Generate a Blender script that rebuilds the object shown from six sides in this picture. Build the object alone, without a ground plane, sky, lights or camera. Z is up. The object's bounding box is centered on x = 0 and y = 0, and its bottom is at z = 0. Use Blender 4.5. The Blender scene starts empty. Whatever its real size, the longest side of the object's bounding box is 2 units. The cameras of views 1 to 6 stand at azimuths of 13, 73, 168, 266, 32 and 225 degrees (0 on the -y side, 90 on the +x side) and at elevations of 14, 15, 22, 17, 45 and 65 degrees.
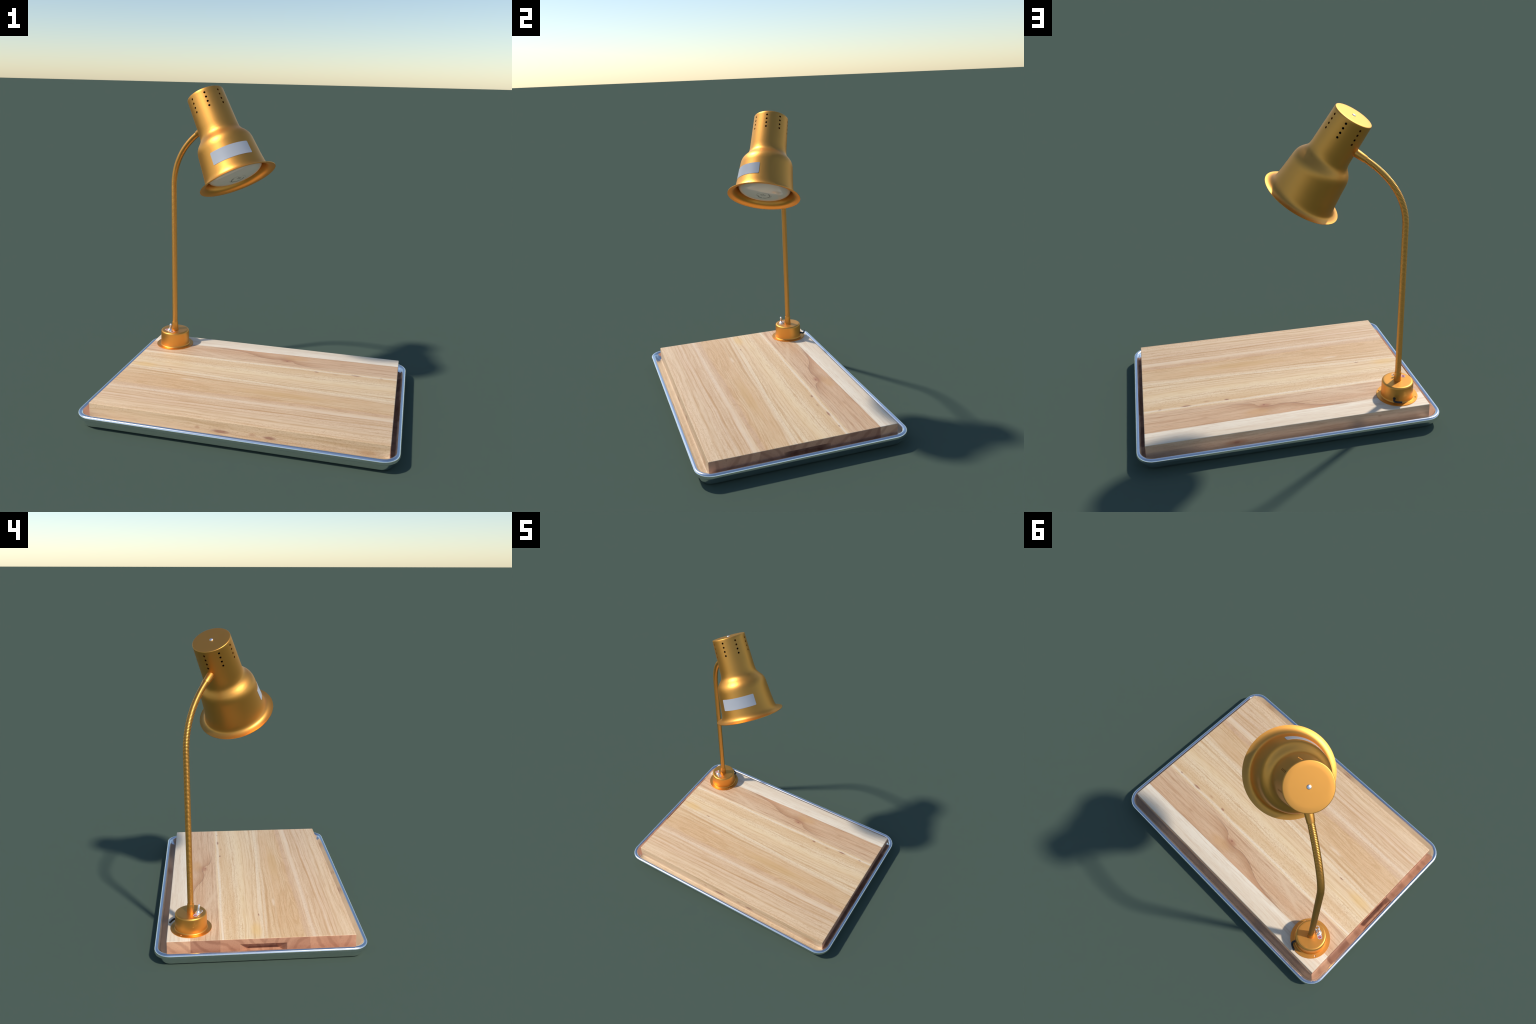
"""Heat-lamp carving station: a wooden carving board lying in a polished sheet tray,
with a gold gooseneck heat lamp screwed to one corner of the board."""
import bpy, bmesh, math, random
from mathutils import Vector, Matrix

random.seed(7)
TAU = math.tau

# ------------------------------------------------------------------ sizes
TRAY_HX, TRAY_HY, TRAY_R = 0.9590, 0.6777, 0.108        # outer half sizes, corner radius
BOARD = dict(x0=-0.885, x1=0.9035, y0=-0.5975, y1=0.598, z0=0.0335, z1=0.1385)
COL = Vector((-0.7203, 0.4467, 0.0))                     # vertical axis of lamp base
H = Vector((0.858, -0.513, 0.0)).normalized()            # horizontal direction the lamp leans to
P = Vector((-H.y, H.x, 0.0))                             # horizontal, across the lamp's plane
MOUTH = Vector((-0.1728, 0.1216, 1.4288))                # centre of the shade's mouth
AX = Vector((-0.45129, 0.26974, 0.85063)).normalized()   # shade axis, mouth -> cap
SU = (H - AX * H.dot(AX)).normalized()                   # shade side away from the column
SV = AX.cross(SU)
SHADE = Matrix((SU, SV, AX)).transposed().to_4x4()
SHADE.translation = MOUTH


# ------------------------------------------------------------------ node helpers
class Nodes:
    def __init__(self, name):
        self.mat = bpy.data.materials.new(name)
        self.mat.use_nodes = True
        self.t = self.mat.node_tree
        self.t.nodes.clear()
        self.out = self.t.nodes.new('ShaderNodeOutputMaterial')
        self.bsdf = self.t.nodes.new('ShaderNodeBsdfPrincipled')
        self.t.links.new(self.bsdf.outputs[0], self.out.inputs[0])

    def put(self, sock, v):
        if isinstance(v, bpy.types.NodeSocket):
            self.t.links.new(v, sock)
        elif isinstance(v, (tuple, list)) and len(v) == 3 and sock.type == 'RGBA':
            sock.default_value = (*v, 1)
        else:
            sock.default_value = v

    def set(self, **kw):
        for k, v in kw.items():
            self.put(self.bsdf.inputs[k.replace('_', ' ')], v)
        return self.mat

    def coords(self):
        return self.t.nodes.new('ShaderNodeTexCoord').outputs['Object']

    def math(self, op, a, b=0.0, clamp=False):
        n = self.t.nodes.new('ShaderNodeMath')
        n.operation = op
        n.use_clamp = clamp
        self.put(n.inputs[0], a)
        self.put(n.inputs[1], b)
        return n.outputs[0]

    def vec(self, op, a, b):
        n = self.t.nodes.new('ShaderNodeVectorMath')
        n.operation = op
        self.put(n.inputs[0], a)
        self.put(n.inputs[1], b)
        return n.outputs[0]

    def split(self, v):
        n = self.t.nodes.new('ShaderNodeSeparateXYZ')
        self.put(n.inputs[0], v)
        return n.outputs

    def join(self, x, y, z):
        n = self.t.nodes.new('ShaderNodeCombineXYZ')
        for i, s in enumerate((x, y, z)):
            self.put(n.inputs[i], s)
        return n.outputs[0]

    def noise(self, v, scale=1.0, detail=4.0, rough=0.55, dist=0.0):
        n = self.t.nodes.new('ShaderNodeTexNoise')
        self.put(n.inputs['Vector'], v)
        n.inputs['Scale'].default_value = scale
        n.inputs['Detail'].default_value = detail
        n.inputs['Roughness'].default_value = rough
        n.inputs['Distortion'].default_value = dist
        return n.outputs['Fac']

    def step(self, v, a, b, lo=0.0, hi=1.0):
        n = self.t.nodes.new('ShaderNodeMapRange')
        n.interpolation_type = 'SMOOTHSTEP'
        for i, s in enumerate((v, a, b, lo, hi)):
            self.put(n.inputs[i], s)
        return n.outputs[0]

    def mix(self, f, a, b, mode='MIX'):
        n = self.t.nodes.new('ShaderNodeMix')
        n.data_type = 'RGBA'
        n.blend_type = mode
        self.put(n.inputs[0], f)
        self.put(n.inputs[6], a)
        self.put(n.inputs[7], b)
        return n.outputs[2]

    def bump(self, h, strength, dist):
        n = self.t.nodes.new('ShaderNodeBump')
        n.inputs['Strength'].default_value = strength
        n.inputs['Distance'].default_value = dist
        self.put(n.inputs['Height'], h)
        return n.outputs[0]

    def curve(self, v, pts):
        n = self.t.nodes.new('ShaderNodeFloatCurve')
        c = n.mapping.curves[0]
        while len(c.points) < len(pts):
            c.points.new(0.5, 0.5)
        for p, q in zip(c.points, pts):
            p.location = q
            p.handle_type = 'AUTO'
        n.mapping.update()
        self.put(n.inputs['Value'], v)
        return n.outputs[0]


# ------------------------------------------------------------------ materials
def metal(name, col, rough, grain=0.0):
    m = Nodes(name)
    r = rough
    if grain:
        r = m.step(m.noise(m.coords(), 60, 3), 0.3, 0.7, rough - grain, rough + grain)
    return m.set(Base_Color=col, Metallic=1.0, Roughness=r)


def plain(name, col, rough, **kw):
    m = Nodes(name)
    return m.set(Base_Color=col, Roughness=rough, **kw)


def wood(name, light, mid, dark, seed=0.0, pore=0.35, stripes=(), cathedral=None, knots=(),
         vein=False, broad=5.0, sat_band=None, blotch=0.35, edges=()):
    """Long-grain wood. Grain runs along x; masks are placed in board coordinates (metres)."""
    m = Nodes(name)
    co = m.coords()
    x, y, z = m.split(co)
    yz = m.math('ADD', y, m.math('MULTIPLY', z, 0.8))
    # slow waviness of the grain
    wob = m.noise(m.join(m.math('MULTIPLY', x, 1.3), m.math('MULTIPLY', yz, 2.5), seed), 1.0, 2.0)
    yw = m.math('ADD', yz, m.math('MULTIPLY', m.math('SUBTRACT', wob, 0.5), 0.05))
    g1 = m.noise(m.join(m.math('MULTIPLY', x, 0.35), m.math('MULTIPLY', yw, broad * 2.2), seed + 3), 1.0, 3.0, 0.5)
    g2 = m.noise(m.join(m.math('MULTIPLY', x, 1.1), m.math('MULTIPLY', yw, 42), seed + 9), 1.0, 4.0, 0.6)
    g3 = m.noise(m.join(m.math('MULTIPLY', x, 16), m.math('MULTIPLY', yw, 230), m.math('MULTIPLY', z, 60)), 1.0, 3.0, 0.6)
    col = m.mix(m.step(g1, 0.36, 0.64), mid, light)
    col = m.mix(m.step(g2, 0.5, 0.70, 0.0, 0.7), col, dark)
    col = m.mix(m.step(g3, 0.50, 0.70, 0.0, 0.42), col, dark)
    col = m.mix(m.step(g3, 0.46, 0.25, 0.0, 0.22), col, light)
    g4 = m.noise(m.join(m.math('MULTIPLY', x, 4.5), m.math('MULTIPLY', yw, 105), seed + 40), 1.0, 3.0, 0.65)
    col = m.mix(m.step(g4, 0.52, 0.68, 0.0, 0.65), col, m.mix(0.85, mid, dark))
    col = m.mix(m.step(g4, 0.47, 0.30, 0.0, 0.5), col, light)
    # cathedral arches: nested parabolas opening along x
    for cx, cy, k, f, s in (cathedral or ()):
        dy = m.math('SUBTRACT', yw, cy)
        t = m.math('ADD', m.math('MULTIPLY', m.math('MULTIPLY', dy, dy), k),
                   m.math('MULTIPLY', m.math('ABSOLUTE', m.math('SUBTRACT', x, cx)), 1.0))
        t = m.math('ADD', t, m.math('ADD', m.math('MULTIPLY', wob, 1.1), m.math('MULTIPLY', g2, 0.12)))
        w = m.math('SINE', m.math('MULTIPLY', t, f))
        near = m.step(m.math('ABSOLUTE', dy), 0.10, 0.04)
        far = m.step(m.math('ABSOLUTE', m.math('SUBTRACT', x, cx)), 0.62, 0.35)
        msk = m.math('MULTIPLY', m.math('MULTIPLY', m.step(w, 0.2, 1.0), s), m.math('MULTIPLY', near, far))
        col = m.mix(msk, col, dark)
    # definite long streaks: (y at x=-.9, y at x=.9, half width, strength, colour)
    for ya, yb, hw, s, c in stripes:
        line = m.math('ADD', m.math('MULTIPLY', x, (yb - ya) / 1.8), (ya + yb) / 2)
        d = m.math('ABSOLUTE', m.math('SUBTRACT', yw, m.math('ADD', line, 0.1)))
        brk = m.math('MULTIPLY', m.step(g2, 0.3, 0.6, 0.5, 1.0), m.step(g4, 0.35, 0.6, 0.6, 1.0))
        col = m.mix(m.math('MULTIPLY', m.step(d, hw, hw * 0.25, 0.0, s), brk), col, c)
    # pores: short dark dashes along the grain
    if pore:
        pv = m.noise(m.join(m.math('MULTIPLY', x, 85), m.math('MULTIPLY', yw, 330), m.math('MULTIPLY', z, 190)), 1.0, 2.0, 0.5)
        zone = m.step(m.noise(m.join(m.math('MULTIPLY', x, 0.5), m.math('MULTIPLY', yw, 9), seed + 21), 1.0, 2.0), 0.36, 0.56)
        col = m.mix(m.math('MULTIPLY', m.step(pv, 0.52, 0.70, 0.0, pore), zone), col, tuple(c * k for c, k in zip(dark, (0.80, 0.68, 0.58))))
    if blotch:
        bl = m.noise(m.join(m.math('MULTIPLY', x, 2.2), m.math('MULTIPLY', yw, 7), seed + 33), 1.0, 3.0)
        col = m.mix(m.step(bl, 0.5, 0.75, 0.0, blotch), col, m.mix(0.5, mid, dark))
    # one dark wandering vein ending in a swirl
    if vein:
        u = m.math('ADD', m.math('MULTIPLY', x, 0.5), 0.5)
        f = m.curve(u, [(0.0, 0.62), (0.2, 0.60), (0.30, 0.575), (0.366, 0.562), (0.423, 0.505), (0.475, 0.425),
                        (0.517, 0.395), (0.557, 0.42), (0.583, 0.405), (0.61, 0.32), (0.66, 0.285), (0.76, 0.27), (1.0, 0.24)])
        fy = m.math('ADD', m.math('MULTIPLY', f, 0.5), 0.165)
        d = m.math('SUBTRACT', m.math('ADD', y, m.math('MULTIPLY', m.math('SUBTRACT', g2, 0.5), 0.014)), fy)
        on = m.math('MULTIPLY', m.step(x, -0.52, -0.30), m.step(x, 0.42, 0.2))
        col = m.mix(m.math('MULTIPLY', m.step(m.math('ABSOLUTE', d), m.step(g1, 0.3, 0.7, 0.003, 0.009), 0.0, 0.0, 0.75), m.math('MULTIPLY', on, m.step(g4, 0.3, 0.55, 0.35, 1.0))), col, (0.24, 0.11, 0.065))
        halo = m.math('MULTIPLY', m.step(d, -0.004, 0.006), m.step(d, 0.075, 0.0, 0.0, 0.75))
        col = m.mix(m.math('MULTIPLY', halo, on), col, dark)
        # growth lines that follow the vein
        rip = m.step(m.math('SINE', m.math('MULTIPLY', d, 420)), 0.3, 1.0, 0.0, 0.25)
        col = m.mix(m.math('MULTIPLY', m.math('MULTIPLY', rip, m.step(m.math('ABSOLUTE', d), 0.10, 0.02)), on), col, dark)
        # pale wedge beside it
        wd = m.math('ABSOLUTE', m.math('SUBTRACT', m.math('ADD', yw, -0.1), m.math('ADD', m.math('MULTIPLY', x, -0.34), 0.205)))
        wx = m.math('MULTIPLY', m.step(x, -0.62, -0.45), m.step(x, -0.12, -0.22))
        col = m.mix(m.math('MULTIPLY', m.step(wd, 0.022, 0.004, 0.0, 0.7), wx), col, light)
    for kx, ky, rx, ry, s, c in knots:
        dx = m.math('MULTIPLY', m.math('SUBTRACT', x, kx), 1 / rx)
        dy = m.math('MULTIPLY', m.math('SUBTRACT', yz, ky), 1 / ry)
        d = m.math('SQRT', m.math('ADD', m.math('MULTIPLY', dx, dx), m.math('MULTIPLY', dy, dy)))
        d = m.math('ADD', d, m.math('MULTIPLY', m.math('SUBTRACT', g3, 0.5), 0.9))
        col = m.mix(m.step(d, 1.0, 0.25, 0.0, s), col, c)
    col = m.mix(1.0, col, (1.0, 0.985, 0.945), 'MULTIPLY')
    n = m.bump(g3, 0.12, 0.002)
    return m.set(Base_Color=col, Roughness=0.5, Normal=n, Specular_IOR_Level=0.4)


def end_grain(name, light, mid, dark, seed, cy, cz, ring=95.0):
    """Cut plank end: growth rings about a centre below or beside the plank."""
    m = Nodes(name)
    x, y, z = m.split(m.coords())
    wob = m.noise(m.join(m.math('MULTIPLY', y, 5), m.math('MULTIPLY', z, 5), m.math('ADD', x, seed)), 1.0, 3.0)
    dy = m.math('SUBTRACT', y, cy)
    dz = m.math('SUBTRACT', z, cz)
    r = m.math('SQRT', m.math('ADD', m.math('MULTIPLY', dy, dy), m.math('MULTIPLY', dz, dz)))
    r = m.math('ADD', r, m.math('MULTIPLY', wob, 0.09))
    w = m.math('SINE', m.math('MULTIPLY', r, ring))
    g = m.noise(m.join(m.math('MULTIPLY', r, 9), seed, 0.3), 1.0, 2.0)
    f = m.noise(m.join(seed, m.math('MULTIPLY', y, 130), m.math('MULTIPLY', z, 130)), 1.0, 3.0)
    col = m.mix(m.step(g, 0.35, 0.65), mid, light)
    col = m.mix(m.step(w, 0.1, 1.0, 0.0, 0.5), col, dark)
    col = m.mix(m.step(f, 0.5, 0.75, 0.0, 0.35), col, dark)
    return m.set(Base_Color=col, Roughness=0.6, Specular_IOR_Level=0.25)


GOLD = metal('satin_gold', (0.875, 0.40, 0.082), 0.45)
GOLD_NECK = metal('gold_gooseneck', (0.80, 0.37, 0.08), 0.36)
STEEL = metal('polished_tray_metal', (0.88, 0.89, 0.90), 0.19)
CHROME = metal('switch_chrome', (0.93, 0.93, 0.94), 0.38)
TAG = plain('tag_silver', (0.62, 0.63, 0.66), 0.4)
LABEL = plain('label_paper', (0.46, 0.47, 0.50), 0.45)
BULB = plain('frosted_bulb_glass', (0.78, 0.78, 0.75), 0.12, Coat_Weight=0.4, Coat_Roughness=0.05)
INK = plain('grey_ink', (0.16, 0.16, 0.15), 0.6)
RUBBER = plain('black_cable', (0.012, 0.012, 0.014), 0.45)
RED = plain('red_enamel', (0.50, 0.02, 0.03), 0.4)
WHITE = plain('white_print', (0.8, 0.8, 0.8), 0.5)
DARKPRINT = plain('dark_print', (0.10, 0.07, 0.03), 0.5)

# ------------------------------------------------------------------ mesh helpers
ROOT = bpy.data.objects.new('carving_station', None)
bpy.context.collection.objects.link(ROOT)
ROOT['label'] = 'gold gooseneck heat lamp on a wooden carving board in a silver tray'
ROOT['category'] = 'carving station'


def empty(name, loc, parent):
    e = bpy.data.objects.new(name, None)
    e.location = loc
    e.empty_display_size = 0.05
    bpy.context.collection.objects.link(e)
    e.parent = parent
    return e


def finish(bm, name, mat, parent, angle=35.0, matrix=None, recalc=True):
    if matrix is not None:
        bmesh.ops.transform(bm, matrix=matrix, verts=bm.verts)
    if recalc:
        bmesh.ops.recalc_face_normals(bm, faces=bm.faces)
    lim = math.radians(angle)
    for f in bm.faces:
        f.smooth = True
    for e in bm.edges:
        if len(e.link_faces) == 2 and e.calc_face_angle(0.0) > lim:
            e.smooth = False
    me = bpy.data.meshes.new(name)
    bm.to_mesh(me)
    bm.free()
    ob = bpy.data.objects.new(name, me)
    for mt in (mat if isinstance(mat, (list, tuple)) else [mat]):
        me.materials.append(mt)
    bpy.context.collection.objects.link(ob)
    if parent is not None:
        ob.parent = parent
        # parents carry translation only: keep geometry in world coordinates
        ob.matrix_parent_inverse = Matrix.Translation(-world_loc(parent))
    return ob


def world_loc(o):
    v = Vector((0, 0, 0))
    while o is not None:
        if o.type == 'EMPTY':
            v += o.location
        o = o.parent
    return v


def loft(bm, rings, close=True, cap0=False, cap1=False):
    vs = [[bm.verts.new(p) for p in r] for r in rings]
    n = len(vs[0])
    for a, b in zip(vs, vs[1:]):
        for i in range(n if close else n - 1):
            j = (i + 1) % n
            bm.faces.new((a[i], a[j], b[j], b[i]))
    if cap0:
        bm.faces.new(vs[0][::-1])
    if cap1:
        bm.faces.new(vs[-1])
    return vs


def revolve(bm, prof, seg=64, cap0=False, cap1=False):
    """prof: (height, radius) pairs about local z."""
    rings = []
    for h, r in prof:
        rings.append([(r * math.cos(TAU * i / seg), r * math.sin(TAU * i / seg), h) for i in range(seg)])
    return loft(bm, rings, True, cap0, cap1)


def smooth_profile(pts, n=6):
    """Catmull-Rom through the control points of a profile."""
    q = [Vector(p) for p in pts]
    q = [2 * q[0] - q[1]] + q + [2 * q[-1] - q[-2]]
    out = []
    for i in range(1, len(q) - 2):
        a, b, c, d = q[i - 1:i + 3]
        for k in range(n):
            t = k / n
            out.append(0.5 * (2 * b + (c - a) * t + (2 * a - 5 * b + 4 * c - d) * t * t + (3 * b - a - 3 * c + d) * t ** 3))
    out.append(q[-2])
    return out


def sweep(bm, path, radii, seg=20, cap=True):
    rings = []
    ref = Vector((0.3, 0.9, 0.1))
    for i, p in enumerate(path):
        t = (path[min(i + 1, len(path) - 1)] - path[max(i - 1, 0)]).normalized()
        a = (ref - t * ref.dot(t)).normalized()
        ref = a
        b = t.cross(a)
        rings.append([p + radii[i] * (math.cos(TAU * k / seg) * a + math.sin(TAU * k / seg) * b) for k in range(seg)])
    return loft(bm, rings, True, cap, cap)


def axis_matrix(origin, zdir, xdir):
    z = zdir.normalized()
    x = (xdir - z * xdir.dot(z)).normalized()
    m = Matrix((x, z.cross(x), z)).transposed().to_4x4()
    m.translation = origin
    return m


# ------------------------------------------------------------------ tray
def rounded_ring(hx, hy, r, z, n=8):
    out = []
    for sx, sy, a0 in ((1, 1, 0), (-1, 1, 90), (-1, -1, 180), (1, -1, 270)):
        for k in range(n + 1):
            a = math.radians(a0 + 90 * k / n)
            out.append((sx * (hx - r) + r * math.cos(a), sy * (hy - r) + r * math.sin(a), z))
    return out


def build_tray():
    section = [(-0.120, 0.0330), (-0.082, 0.0335), (-0.070, 0.0385), (-0.058, 0.0460), (-0.0485, 0.0540), (-0.0415, 0.0625), (-0.0375, 0.068),
               (-0.0345, 0.0750), (-0.0300, 0.0815), (-0.0240, 0.0862), (-0.017, 0.0884),
               (-0.010, 0.0874), (-0.0045, 0.0840), (-0.001, 0.0790), (0.0, 0.0730), (0.0, 0.0615), (-0.002, 0.0580),
               (-0.006, 0.0565), (-0.020, 0.0565), (-0.0275, 0.0560), (-0.0282, 0.050), (-0.0318, 0.022),
               (-0.0335, 0.0135), (-0.0380, 0.0065), (-0.0450, 0.0022), (-0.056, 0.0003), (-0.075, 0.0)]
    bm = bmesh.new()
    rings = [rounded_ring(TRAY_HX + d, TRAY_HY + d, max(TRAY_R + d, 0.02), z) for d, z in section]
    loft(bm, rings, True, True, True)
    return finish(bm, 'tray', STEEL, ROOT, 50)


# ------------------------------------------------------------------ board
PALE = (0.88, 0.76, 0.58)
TAN = (0.60, 0.34, 0.15)
RUST = (0.48, 0.22, 0.115)
KNOT = (0.33, 0.115, 0.075)

# seams between planks: y at the left end and y at the right end of the board
SEAMS = [(0.450, 0.480), (0.264, 0.278), (-0.014, -0.089), (-0.302, -0.288), (-0.490, -0.493)]


def plank_materials():
    top = BOARD['z1'] * 0.8                 # the grain coordinate is y + 0.8 z, so the top face sits this much higher
    fr = BOARD['y0']
    A = wood('plank_pale', (0.93, 0.80, 0.63), (0.87, 0.71, 0.53), (0.74, 0.54, 0.36), 1.0, 0.0, blotch=0.15)  # base colour lightened to include the sky's sheen on the top
    B = wood('plank_rose', (0.77, 0.54, 0.345), (0.71, 0.44, 0.255), (0.50, 0.26, 0.13), 5.0, 0.25, vein=True, blotch=0.3, broad=4,
             knots=[(0.14, 0.36 + top, 0.06, 0.03, 0.75, RUST), (0.20, 0.42 + top, 0.12, 0.055, 0.5, (0.66, 0.36, 0.15)),
                    (0.145, 0.352 + top, 0.012, 0.008, 0.8, KNOT), (-0.10, 0.46 + top, 0.3, 0.05, 0.45, (0.66, 0.34, 0.18))])
    C = wood('plank_cream', (0.89, 0.68, 0.44), (0.84, 0.60, 0.36), (0.66, 0.40, 0.19), 9.0, 0.55, blotch=0.25,
             stripes=[(0.258, 0.268, 0.011, 0.8, (0.92, 0.78, 0.62)), (0.205, 0.225, 0.042, 0.65, (0.73, 0.47, 0.24)),
                      (0.05, -0.02, 0.012, 0.5, TAN), (0.0, -0.06, 0.02, 0.5, (0.90, 0.74, 0.55)), (0.10, 0.10, 0.05, 0.3, (0.88, 0.63, 0.33)),
                      (0.145, 0.155, 0.006, 0.5, TAN), (0.085, 0.07, 0.005, 0.45, TAN), (0.02, -0.045, 0.005, 0.5, TAN)],
             knots=[(0.634, 0.247 + top, 0.045, 0.010, 0.8, KNOT), (0.368, 0.236 + top, 0.022, 0.009, 0.75, KNOT),
                    (-0.588, 0.0 + top, 0.024, 0.006, 0.8, KNOT), (0.80, 0.25 + top, 0.016, 0.008, 0.6, KNOT),
                    (0.50, 0.225 + top, 0.03, 0.010, 0.45, RUST), (-0.78, 0.03 + top, 0.13, 0.05, 0.55, (0.84, 0.53, 0.19))])
    D = wood('plank_straw', (0.81, 0.57, 0.34), (0.77, 0.50, 0.275), (0.60, 0.34, 0.145), 14.0, 0.4, blotch=0.35,
             cathedral=[(0.45, -0.165, 130.0, 34.0, 0.5), (-0.55, -0.13, 150.0, 30.0, 0.4)],
             stripes=[(-0.29, -0.262, 0.034, 0.6, (0.70, 0.46, 0.31)), (-0.04, -0.10, 0.012, 0.6, TAN),
                      (-0.02, -0.085, 0.012, 0.6, (0.88, 0.68, 0.47)),
                      (-0.17, -0.20, 0.007, 0.45, TAN), (-0.22, -0.235, 0.006, 0.45, TAN), (-0.10, -0.14, 0.008, 0.4, (0.86, 0.65, 0.43))],
             knots=[(0.2, -0.17 + top, 0.40, 0.055, 0.55, (0.68, 0.41, 0.17)), (-0.42, -0.115 + top, 0.07, 0.014, 0.6, (0.90, 0.70, 0.5))])
    Em = wood('plank_streaked', (0.83, 0.60, 0.385), (0.78, 0.53, 0.33), (0.62, 0.36, 0.18), 19.0, 0.4, blotch=0.2, broad=7,
              stripes=[(-0.415, -0.385, 0.009, 0.8, TAN), (-0.45, -0.43, 0.006, 0.7, TAN), (-0.39, -0.36, 0.022, 0.4, TAN),
                       (-0.32, -0.31, 0.020, 0.7, (0.89, 0.70, 0.51)), (-0.475, -0.47, 0.007, 0.5, TAN), (-0.345, -0.335, 0.005, 0.5, TAN),
                       (-0.43, -0.405, 0.008, 0.5, (0.89, 0.69, 0.49))])
    F = wood('plank_front', (0.85, 0.62, 0.40), (0.79, 0.55, 0.34), (0.62, 0.38, 0.19), 25.0, 0.55, blotch=0.25, broad=6,
             stripes=[(-0.50, -0.505, 0.010, 0.6, TAN), (-0.57, -0.575, 0.006, 0.5, TAN)],
             knots=[(-0.06, fr + 0.060, 0.075, 0.012, 0.7, KNOT), (0.23, fr + 0.062, 0.05, 0.012, 0.7, KNOT),
                    (0.13, fr + 0.066, 0.03, 0.012, 0.5, RUST), (0.78, fr + 0.060, 0.08, 0.02, 0.55, (0.62, 0.32, 0.13)),
                    (-0.2, fr + 0.066, 0.02, 0.012, 0.5, RUST)])
    back = wood('plank_back_edge', (0.76, 0.50, 0.32), (0.68, 0.41, 0.25), (0.50, 0.26, 0.14), 31.0, 0.2, blotch=0.4, broad=6,
                knots=[(0.36, 0.598 + 0.055, 0.11, 0.02, 0.75, RUST), (0.36, 0.598 + 0.055, 0.03, 0.012, 0.6, KNOT),
                       (-0.55, 0.598 + 0.085, 0.02, 0.008, 0.5, RUST)])
    e = []
    for i, (cy, cz, k) in enumerate(((0.9, -0.3, (1.32, 1.3, 1.22)), (0.27, 0.22, (0.86, 0.72, 0.68)), (0.5, -0.25, (1.1, 0.97, 0.9)),  # end tints partly bake in side shading, bright sun and tray reflection
                                     (-0.36, -0.02, (1.05, 0.92, 0.86)), (-0.62, 0.25, (1.15, 1.0, 0.92)), (-0.9, 0.0, (1.2, 1.07, 1.0)))):
        mul = lambda c: tuple(a * b for a, b in zip(c, k))
        e.append(end_grain('plank_end_grain.%03d' % i, mul((0.60, 0.345, 0.215)), mul((0.53, 0.285, 0.175)), mul((0.36, 0.17, 0.10)), 3.1 * i + 1, cy, cz))
    return [A, B, C, D, Em, F], e, back


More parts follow.
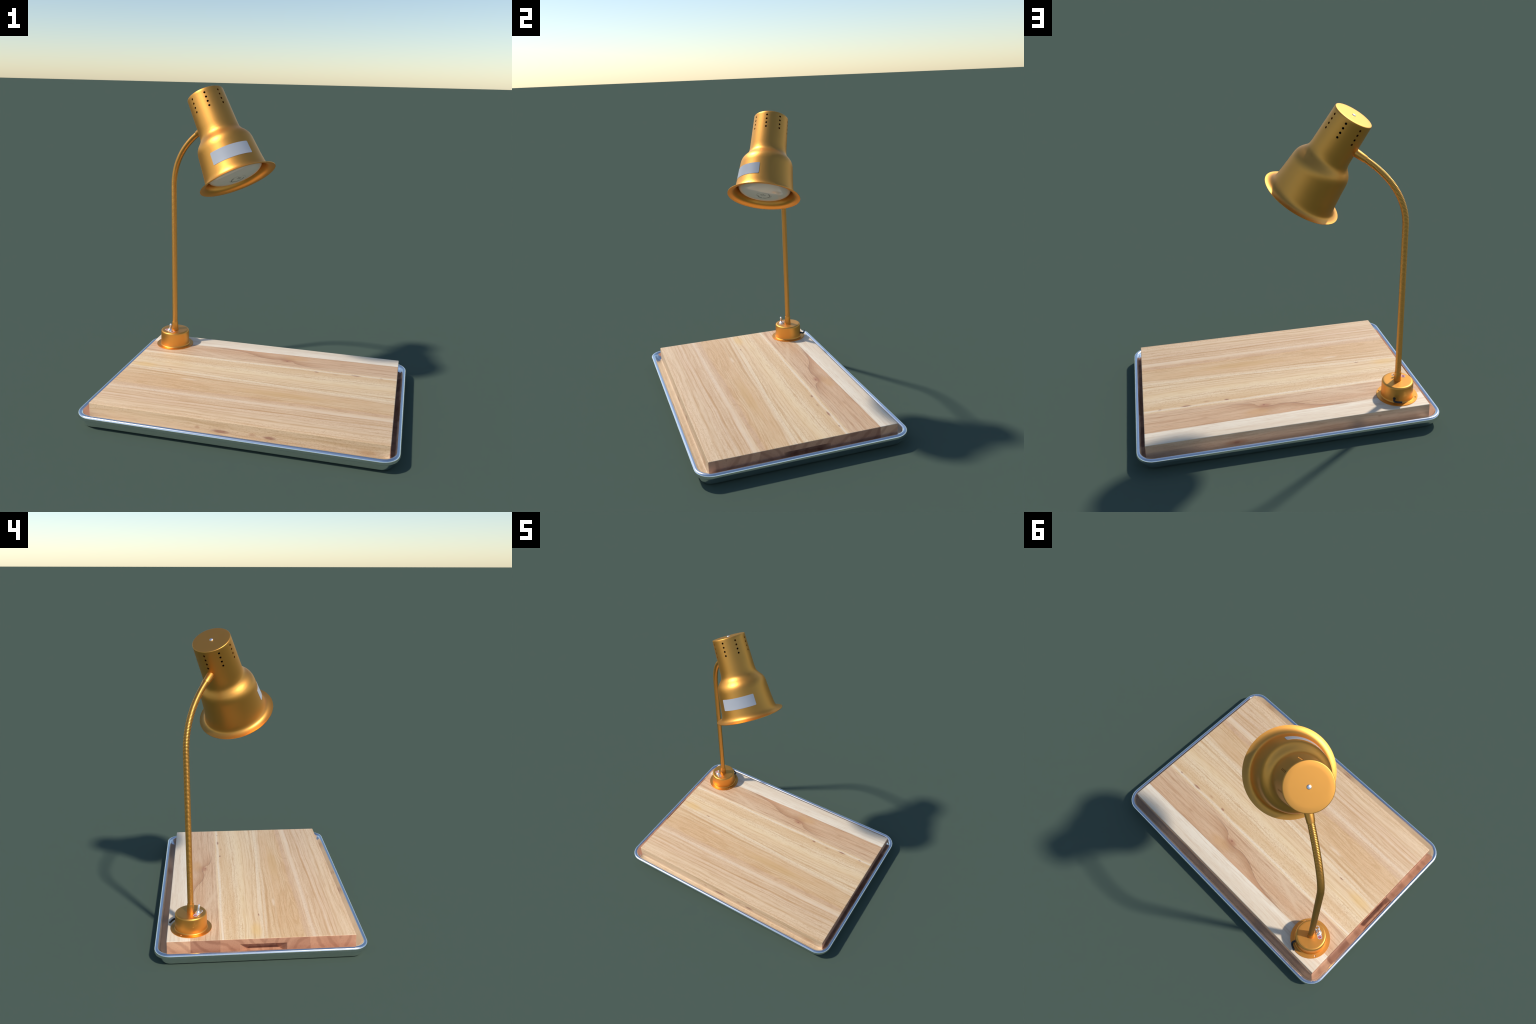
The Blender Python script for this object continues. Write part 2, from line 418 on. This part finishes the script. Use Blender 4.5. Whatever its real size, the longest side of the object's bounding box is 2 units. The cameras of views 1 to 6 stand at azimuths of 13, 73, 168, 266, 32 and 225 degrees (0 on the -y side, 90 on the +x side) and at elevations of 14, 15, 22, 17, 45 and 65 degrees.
def build_board():
    b = BOARD
    parent = empty('cutting_board', (0, 0, b['z0']), ROOT)
    bm = bmesh.new()
    bmesh.ops.create_cube(bm, size=1.0)
    for v in bm.verts:
        v.co = Vector((b['x0'] if v.co.x < 0 else b['x1'], b['y0'] if v.co.y < 0 else b['y1'], b['z0'] if v.co.z < 0 else b['z1']))
    eased = [e for e in bm.edges if not all(v.co.z < 0.05 for v in e.verts)]
    bmesh.ops.bevel(bm, geom=eased, offset=0.0045, segments=3, profile=0.5, affect='EDGES')
    me = bpy.data.meshes.new('board_blank')
    bm.to_mesh(me)
    bm.free()
    blank = bpy.data.objects.new('board_blank', me)
    bpy.context.collection.objects.link(blank)
    # finger grips: a scoop in each end whose floor slopes up and whose side walls taper inwards
    gm = bmesh.new()
    for xe, s in ((b['x0'], 1), (b['x1'], -1)):
        o, i = xe - s * 0.01, xe + s * 0.055
        yc = -0.008 if s > 0 else 0.004
        pts = [(o, yc - 0.160, 0.036), (o, yc + 0.160, 0.036), (o, yc + 0.160, 0.1015), (o, yc - 0.160, 0.1015),
               (i, yc - 0.085, 0.050), (i, yc + 0.085, 0.050), (i, yc + 0.085, 0.098), (i, yc - 0.085, 0.098)]
        v = [gm.verts.new(p) for p in pts]
        for q in ((0, 1, 2, 3), (7, 6, 5, 4), (0, 4, 5, 1), (1, 5, 6, 2), (2, 6, 7, 3), (3, 7, 4, 0)):
            gm.faces.new([v[k] for k in q])
    bmesh.ops.recalc_face_normals(gm, faces=gm.faces)
    gme = bpy.data.meshes.new('grip_cut')
    gm.to_mesh(gme)
    gm.free()
    cut = bpy.data.objects.new('grip_cut', gme)
    bpy.context.collection.objects.link(cut)
    mod = blank.modifiers.new('grip', 'BOOLEAN')
    mod.object = cut
    mod.operation = 'DIFFERENCE'
    mod.solver = 'EXACT'
    bpy.context.view_layer.update()
    dep = bpy.context.evaluated_depsgraph_get()
    solid = bpy.data.meshes.new_from_object(blank.evaluated_get(dep))
    for o_ in (blank, cut):
        bpy.data.objects.remove(o_, do_unlink=True)

    longs, ends, back = plank_materials()
    lim = [(b['y1'] + 1, b['y1'] + 1)] + SEAMS + [(b['y0'] - 1, b['y0'] - 1)]
    for k in range(6):
        bm = bmesh.new()
        bm.from_mesh(solid)
        for (ya, yb), sgn in ((lim[k], 1), (lim[k + 1], -1)):
            if abs(ya) > 1:
                continue
            p0 = Vector((b['x0'], ya - sgn * 0.0001, 0))
            d = Vector((b['x1'] - b['x0'], yb - ya, 0)).normalized()
            nrm = Vector((-d.y, d.x, 0)) * sgn
            g = bm.verts[:] + bm.edges[:] + bm.faces[:]
            r = bmesh.ops.bisect_plane(bm, geom=g, dist=1e-6, plane_co=p0, plane_no=nrm, clear_outer=True)
            rim = [e for e in r['geom_cut'] if isinstance(e, bmesh.types.BMEdge)]
            bmesh.ops.edgenet_fill(bm, edges=rim)
        bmesh.ops.recalc_face_normals(bm, faces=bm.faces)
        for f in bm.faces:
            c = f.calc_center_median()
            end = abs(f.normal.x) > 0.93 or (c.z < 0.11 and c.z > 0.02 and abs(f.normal.y) < 0.97 and abs(f.normal.x) > 0.05)
            scoop = abs(c.y) < 0.17 and 0.03 < c.z < 0.104 and min(abs(c.x - b['x0']), abs(c.x - b['x1'])) < 0.07
            f.material_index = 1 if (end or scoop) else (2 if k == 0 and f.normal.y > 0.8 else 0)
        finish(bm, 'plank', [longs[k], ends[k], back] if k == 0 else [longs[k], ends[k]], parent, 40, recalc=False)
    bpy.data.meshes.remove(solid)


# ------------------------------------------------------------------ lamp base
BASE_TOP = 0.2508


def build_base():
    z0 = BOARD['z1'] + 0.0003
    fl, fr = z0 + 0.0045, 0.1325
    parent = empty('lamp_base', (COL.x, COL.y, z0), ROOT)
    at = Matrix.Translation(COL)
    # flange: a flat washer with two screw holes
    bm = bmesh.new()
    seg = 96
    hole_dir = math.atan2(H.y, H.x)
    hr, hc = 0.0056, 0.1195
    top, bot = [], []
    outline = [(fr * math.cos(TAU * i / seg), fr * math.sin(TAU * i / seg)) for i in range(seg)]
    inner = [(0.098 * math.cos(TAU * i / 64), 0.098 * math.sin(TAU * i / 64)) for i in range(64)]
    loops = [outline, inner]
    for s in (0, math.pi):
        cx, cy = hc * math.cos(hole_dir + s), hc * math.sin(hole_dir + s)
        loops.append([(cx + hr * math.cos(TAU * i / 16), cy + hr * math.sin(TAU * i / 16)) for i in range(16)])
    edges = []
    for lp in loops:
        vs = [bm.verts.new((x, y, fl)) for x, y in lp]
        edges += [bm.edges.new((vs[i], vs[(i + 1) % len(vs)])) for i in range(len(vs))]
    bmesh.ops.triangle_fill(bm, use_beauty=True, edges=edges)
    ext = bmesh.ops.extrude_face_region(bm, geom=bm.faces[:])
    for v in ext['geom']:
        if isinstance(v, bmesh.types.BMVert):
            v.co.z = z0
    rim = [e for e in bm.edges if all(v.co.xy.length > fr - 1e-4 and v.co.z > fl - 1e-5 for v in e.verts)]
    bmesh.ops.bevel(bm, geom=rim, offset=0.0014, segments=2, affect='EDGES')
    finish(bm, 'flange', GOLD, parent, 30, at)
    # drum: small bead at the foot, straight wall, rounded shoulder, flat top
    bm = bmesh.new()
    prof = [(fl - 0.003, 0.1072), (fl + 0.0004, 0.1070), (fl + 0.0016, 0.1055), (fl + 0.0036, 0.1040), (fl + 0.007, 0.1030)]
    prof += [(0.16, 0.1024), (0.20, 0.1018), (0.232, 0.1013)]
    r = 0.0125
    for k in range(1, 9):
        a = math.pi / 2 * k / 8
        prof.append((BASE_TOP - r + r * math.sin(a), 0.1011 - r + r * math.cos(a)))
    prof += [(BASE_TOP, 0.08), (BASE_TOP, 0.04), (BASE_TOP, 0.012)]
    revolve(bm, prof, 96, False, True)
    finish(bm, 'drum', GOLD, parent, 40, at)

    # toggle switch: tag plate, washer, hexagonal nut, domed bushing and ball-ended lever
    c = Vector((-0.7442, 0.3998, 0))
    zt = BASE_TOP
    frame = axis_matrix(Vector((c.x, c.y, zt)), Vector((0, 0, 1)), H)

    def strip(x0, x1, hw, r0, z, t, name, mat, wave=0.0):
        bm = bmesh.new()
        out = []
        n = 40
        for i in range(n):
            x = x0 + (x1 - x0) * (0.5 - 0.5 * math.cos(math.pi * (i + 0.5) / n))
            e = min(x - x0, x1 - x)
            w = hw - wave * math.exp(-((x - (x0 + x1) / 2) / 0.02) ** 2)
            if e < r0:
                w = w - r0 + math.sqrt(max(0, r0 * r0 - (r0 - e) ** 2))
            out.append((x, w))
        loop = out + [(x, -w) for x, w in out[::-1]]
        loft(bm, [[(x, y, z) for x, y in loop], [(x, y, z + t) for x, y in loop]], True, True, True)
        return finish(bm, name, mat, parent, 40, frame)

    strip(-0.044, 0.044, 0.0140, 0.0115, 0.0001, 0.0012, 'tag_plate', TAG)
    strip(-0.0400, -0.0215, 0.0106, 0.0085, 0.0014, 0.0004, 'tag_red_field', RED)
    strip(0.0215, 0.0400, 0.0106, 0.0085, 0.0014, 0.0004, 'tag_gold_field', GOLD)
    for word, xo, mt in (('OFF', -0.0305, WHITE), ('ON', 0.0305, DARKPRINT)):
        tc = bpy.data.curves.new('tag_word', 'FONT')
        tc.body = word
        tc.size = 0.0085
        tc.align_x = tc.align_y = 'CENTER'
        tc.extrude = 0.0002
        tob = bpy.data.objects.new('tag_word', tc)
        bpy.context.collection.objects.link(tob)
        bpy.context.view_layer.update()
        me = bpy.data.meshes.new_from_object(tob.evaluated_get(bpy.context.evaluated_depsgraph_get()))
        bpy.data.objects.remove(tob, do_unlink=True)
        bm = bmesh.new()
        bm.from_mesh(me)
        bpy.data.meshes.remove(me)
        finish(bm, 'tag_word', mt, parent, 40,
               frame @ Matrix.Translation((xo, 0, 0.0021)) @ Matrix.Rotation(math.radians(-90), 4, 'Z'))
    bm = bmesh.new()
    revolve(bm, [(0.001, 0.0178), (0.0028, 0.0178), (0.0032, 0.017), (0.0032, 0.005)], 32, True, True)
    hexs = [(0.0030, 0.0172), (0.0085, 0.0172), (0.0098, 0.0150)]
    revolve(bm, hexs, 6, True, True)
    revolve(bm, [(0.008, 0.0148), (0.0115, 0.0140), (0.0150, 0.0118), (0.0172, 0.0085)], 24, True, True)
    finish(bm, 'switch_nut', CHROME, parent, 30, frame)
    tip = Vector((-0.7342, 0.3933, 0.3015))
    foot = Vector((c.x, c.y, zt + 0.012))
    L = (tip - foot).length
    bm = bmesh.new()
    prof = [(0, 0.0070), (L * 0.3, 0.0070), (L * 0.62, 0.0073), (L * 0.84, 0.0079)]
    for k in range(0, 9):
        a = -0.5 + (math.pi / 2 + 0.45) * k / 8
        prof.append((L - 0.001 + 0.0082 * math.sin(a), 0.0082 * math.cos(a)))
    revolve(bm, prof, 24, True, True)
    finish(bm, 'switch_lever', CHROME, parent, 40, axis_matrix(foot, tip - foot, H))

    # cable stub with grommet
    d0 = P
    ez = 0.173
    e0 = COL + d0 * 0.098 + Vector((0, 0, ez))
    bm = bmesh.new()
    revolve(bm, [(0.0, 0.0095), (0.007, 0.0095), (0.0092, 0.0082), (0.0092, 0.004)], 24, True, True)
    finish(bm, 'cable_grommet', RUBBER, parent, 40, axis_matrix(e0, d0, Vector((0, 0, 1))))
    ctrl = [(0.0, 0.0, 0.0), (0.014, 0.0, -0.0005), (0.025, 0.003, -0.003), (0.0305, 0.012, -0.005), (0.031, 0.026, -0.005), (0.0275, 0.055, -0.0035)]
    pts = [e0 + d0 * a - H * b_ + Vector((0, 0, c_)) for a, b_, c_ in ctrl]
    path = smooth_profile(pts, 6)
    bm = bmesh.new()
    sweep(bm, path, [0.0068] * len(path), 16)
    finish(bm, 'power_cable', RUBBER, parent, 50)


# ------------------------------------------------------------------ gooseneck
def build_neck():
    parent = empty('gooseneck', (COL.x, COL.y, BASE_TOP), ROOT)
    up = Vector((0, 0, 1))
    ca, sa = AX.z, -(AX.x * H.x + AX.y * H.y)         # collar direction lies square to the shade axis
    into = (H * ca + up * sa).normalized()
    # where the collar meets the shade
    sh_s = 0.424
    touch = MOUTH + AX * sh_s - SU * 0.127
    upper_end = touch - into * 0.070
    # lower collar
    bm = bmesh.new()
    revolve(bm, [(BASE_TOP - 0.002, 0.0243), (BASE_TOP + 0.004, 0.0240), (0.285, 0.0222), (0.3085, 0.0212), (0.3110, 0.0204), (0.3110, 0.010)], 40, True, True)
    finish(bm, 'collar', GOLD, parent, 40, Matrix.Translation(COL))
    bm = bmesh.new()
    revolve(bm, [(-0.012, 0.0252), (0.0, 0.0250), (0.03, 0.0236), (0.068, 0.0212), (0.0705, 0.0204), (0.0705, 0.010)], 40, True, True)
    finish(bm, 'collar', GOLD, parent, 40, axis_matrix(touch, -into, P))
    # ribbed flexible tube
    zs = 1.300
    w1 = (upper_end - COL).dot(H)
    a = COL + up * zs
    d = upper_end
    b = COL + up * 1.502
    c = upper_end - into * 0.126
    dense = [COL + up * (0.300 + (zs - 0.300) * i / 200) for i in range(200)]
    for i in range(401):
        t = i / 400
        dense.append(a * (1 - t) ** 3 + b * 3 * t * (1 - t) ** 2 + c * 3 * t * t * (1 - t) + d * t ** 3)
    dense.append(d + into * 0.012)
    cum = [0.0]
    for p, q in zip(dense, dense[1:]):
        cum.append(cum[-1] + (q - p).length)
    pitch, sub = 0.0083, 8
    n = int(cum[-1] / pitch * sub)
    path, rad, j = [], [], 0
    for i in range(n + 1):
        s = cum[-1] * i / n
        while j < len(cum) - 2 and cum[j + 1] < s:
            j += 1
        f = (s - cum[j]) / max(cum[j + 1] - cum[j], 1e-9)
        path.append(dense[j].lerp(dense[j + 1], min(f, 1)))
        rad.append(0.0179 + 0.0015 * abs(math.sin(math.pi * i / sub)) ** 0.8)
    bm = bmesh.new()
    sweep(bm, path, rad, 24)
    finish(bm, 'flexible_tube', GOLD_NECK, parent, 80)


# ------------------------------------------------------------------ shade
NECK_R0, NECK_R1, NECK_S0, NECK_S1 = 0.1300, 0.1215, 0.345, 0.592


def neck_radius(s):
    return NECK_R0 + (NECK_R1 - NECK_R0) * (s - NECK_S0) / (NECK_S1 - NECK_S0)


def bell_profile():
    ctrl = [(0.0018, 0.2540), (0.0028, 0.2460), (0.0046, 0.2370), (0.0080, 0.2275), (0.0135, 0.2185), (0.0230, 0.2110), (0.040, 0.2052), (0.070, 0.2005),
            (0.110, 0.1955), (0.160, 0.1905), (0.200, 0.1870), (0.225, 0.1845), (0.245, 0.1800), (0.262, 0.1725), (0.278, 0.1610),
            (0.293, 0.1480), (0.307, 0.1385), (0.322, 0.1330), (0.345, NECK_R0)]
    return [(v.x, v.y) for v in smooth_profile([(a, b, 0) for a, b in ctrl], 4)]


def shade_radius(s):
    pr = bell_profile()
    for (a, ra), (b, rb) in zip(pr, pr[1:]):
        if a <= s <= b:
            return ra + (rb - ra) * (s - a) / (b - a)
    return neck_radius(s)


def build_shade():
    parent = empty('lamp_head', MOUTH, ROOT)
    seg = 96
    step = TAU / seg
    pt = lambda r, th, s: (r * math.cos(th), r * math.sin(th), s)
    # rows of the straight neck: the vent holes sit on every other row
    hole_s = [0.5678, 0.5375, 0.5070, 0.4767]
    pitch = 0.0304
    rows = [0.365, 0.39, 0.415, 0.440]
    for s in sorted(hole_s):
        rows += [s - pitch / 2, s]
    rows += [hole_s[0] + pitch / 2]
    prof = bell_profile() + [(s, neck_radius(s)) for s in rows]
    # rounded top edge and flat cap
    re = 0.005
    for k in range(1, 7):
        a = math.pi / 2 * k / 6
        prof.append((0.5984 - re + re * math.sin(a), 0.1217 - re + re * math.cos(a)))
    prof += [(0.5984, 0.09), (0.5984, 0.045)]
    bm = bmesh.new()
    vs = revolve(bm, prof, seg, False, True)
    idx = {round(s, 4): i for i, (s, r) in enumerate(prof) if r < 0.1315}
    hr = 0.0071
    for s in hole_s:
        i = idx[round(s, 4)]
        for q in range(8):
            j = q * seg // 8
            mid = vs[i][j]
            lo, hi = vs[i - 1], vs[i + 1]
            jm, jp = (j - 1) % seg, (j + 1) % seg
            ring = [vs[i][jp], hi[jp], hi[j], hi[jm], vs[i][jm], lo[jm], lo[j], lo[jp]]
            bmesh.ops.delete(bm, geom=[mid], context='VERTS')
            th0 = j * step
            circ = []
            for k in range(16):
                a = TAU * k / 16
                ss = s + hr * math.sin(a)
                rr = neck_radius(ss)
                circ.append(bm.verts.new(pt(rr, th0 + hr * math.cos(a) / rr, ss)))
            for k in range(8):
                b0, b1 = ring[k], ring[(k + 1) % 8]
                c0, c1, c2 = circ[(2 * k) % 16], circ[(2 * k + 1) % 16], circ[(2 * k + 2) % 16]
                bm.faces.new((b0, c1, c0))
                bm.faces.new((b0, b1, c1))
                bm.faces.new((b1, c2, c1))
    bmesh.ops.recalc_face_normals(bm, faces=bm.faces)
    # sheet thickness inwards (offset along normals, joined at the mouth and round the vents)
    src = bm.faces[:]
    bm.normal_update()
    off = {v: v.co - v.normal * 0.0035 for v in bm.verts}
    border = [e for e in bm.edges if e.is_boundary]
    inner = {v: bm.verts.new(c) for v, c in off.items()}
    for f in src:
        bm.faces.new([inner[v] for v in reversed(f.verts[:])])
    for e in border:
        a, b = e.verts
        bm.faces.new((a, b, inner[b], inner[a]))
    finish(bm, 'lamp_shade', GOLD, parent, 50, SHADE)

    # cap screw
    bm = bmesh.new()
    revolve(bm, [(0.5979, 0.0115), (0.5999, 0.0115), (0.6021, 0.0100), (0.6035, 0.0070), (0.6041, 0.0030)], 32, True, True)
    finish(bm, 'cap_screw', CHROME, parent, 40, SHADE)

    # blank label wrapped round the bell
    a0, a1, s0, s1, rc = math.radians(-77.6), math.radians(0.3), 0.0925, 0.1745, 0.006
    bm = bmesh.new()
    ss = [s0 + rc * k / 4 for k in range(4)] + [s0 + rc + (s1 - s0 - 2 * rc) * k / 6 for k in range(7)] + [s1 - rc + rc * k / 4 for k in range(1, 5)]
    grid = []
    for lift in (0.0002, 0.0013):
        g = []
        for s in ss:
            e = min(s - s0, s1 - s)
            ins = rc - math.sqrt(max(0, rc * rc - (rc - e) ** 2)) if e < rc else 0
            r = shade_radius(s) + lift
            da = ins / r
            g.append([bm.verts.new(pt(r, a0 + da + (a1 - a0 - 2 * da) * k / 40, s)) for k in range(41)])
        grid.append(g)
    lo, hi = grid
    for g in grid:
        for r0, r1 in zip(g, g[1:]):
            for k in range(40):
                bm.faces.new((r0[k], r0[k + 1], r1[k + 1], r1[k]))
    ring = lambda g: g[0] + [r[-1] for r in g[1:-1]] + g[-1][::-1] + [r[0] for r in g[-2:0:-1]]
    ra, rb = ring(lo), ring(hi)
    for k in range(len(ra)):
        j = (k + 1) % len(ra)
        bm.faces.new((ra[k], ra[j], rb[j], rb[k]))
    finish(bm, 'label', LABEL, parent, 40, SHADE)

    # reflector bulb: shallow frosted face, rounded edge, cone running back to the socket
    bulb = [(0.000, 0.0), (0.0003, 0.02), (0.0015, 0.05), (0.004, 0.08), (0.0080, 0.11), (0.0145, 0.138), (0.0235, 0.159), (0.036, 0.175),
            (0.054, 0.1840), (0.078, 0.1850), (0.105, 0.177), (0.15, 0.150), (0.20, 0.115), (0.27, 0.075), (0.33, 0.055), (0.40, 0.05)]
    bp = [(v.x + 0.0035, max(v.y, 0.0012)) for v in smooth_profile([(a, b, 0) for a, b in bulb], 4)]
    bm = bmesh.new()
    revolve(bm, bp, 64, True, True)
    finish(bm, 'bulb', BULB, parent, 50, SHADE)
    bm = bmesh.new()
    revolve(bm, [(0.39, 0.055), (0.40, 0.062), (0.50, 0.062), (0.51, 0.04), (0.584, 0.03)], 32, True, True)
    finish(bm, 'socket', RUBBER, parent, 40, SHADE)

    # faint printed marks on the bulb face (too small to read in the target): a thin ring and rows of tiny glyph strokes
    def face_s(r):
        for (a, ra), (b, rb) in zip(bp, bp[1:]):
            if ra <= r <= rb:
                return a + (b - a) * (r - ra) / (rb - ra) - 0.0004
        return bp[0][0]
    bm = bmesh.new()

    def dab(x, y, w, h, ang):
        q = []
        for i, j in ((-1, -1), (1, -1), (1, 1), (-1, 1)):
            px = x + (i * w * math.cos(ang) - j * h * math.sin(ang)) / 2
            py = y + (i * w * math.sin(ang) + j * h * math.cos(ang)) / 2
            s = face_s(math.hypot(px, py))
            q.append((bm.verts.new((px, py, s)), bm.verts.new((px, py, s + 0.0006))))
        bm.faces.new([v[0] for v in q])
        bm.faces.new([v[1] for v in q][::-1])
        for k in range(4):
            a, b = q[k], q[(k + 1) % 4]
            bm.faces.new((a[0], a[1], b[1], b[0]))
    for k in range(80):
        a = TAU * k / 80
        if k % 20 < 15:
            dab(0.052 * math.cos(a), 0.052 * math.sin(a), 0.0009, 0.0042, a)

    def glyph(x, y, ang, h):
        for _ in range(2):
            o = random.uniform(-0.3, 0.3) * h
            dab(x + o * math.cos(ang), y + o * math.sin(ang), h * 0.2, h * random.uniform(0.6, 1.0), ang)
        o = random.uniform(-0.35, 0.35) * h
        dab(x - o * math.sin(ang), y + o * math.cos(ang), h * 0.6, h * 0.18, ang)
    for start, end in ((60, 118), (132, 200), (216, 282)):
        for k in range(start, end, 8):
            a = math.radians(k)
            glyph(0.042 * math.cos(a), 0.042 * math.sin(a), a - math.pi / 2, 0.009)
    for row, x in enumerate((0.012, 0.027)):
        for k in range(4 - row):
            glyph(x, -0.014 + k * 0.009, math.pi / 2, 0.010)
    mk = finish(bm, 'bulb_marking', INK, parent, 40, SHADE)
    mk['kind'] = 'stuff'


build_tray()
build_board()
build_base()
build_neck()
build_shade()
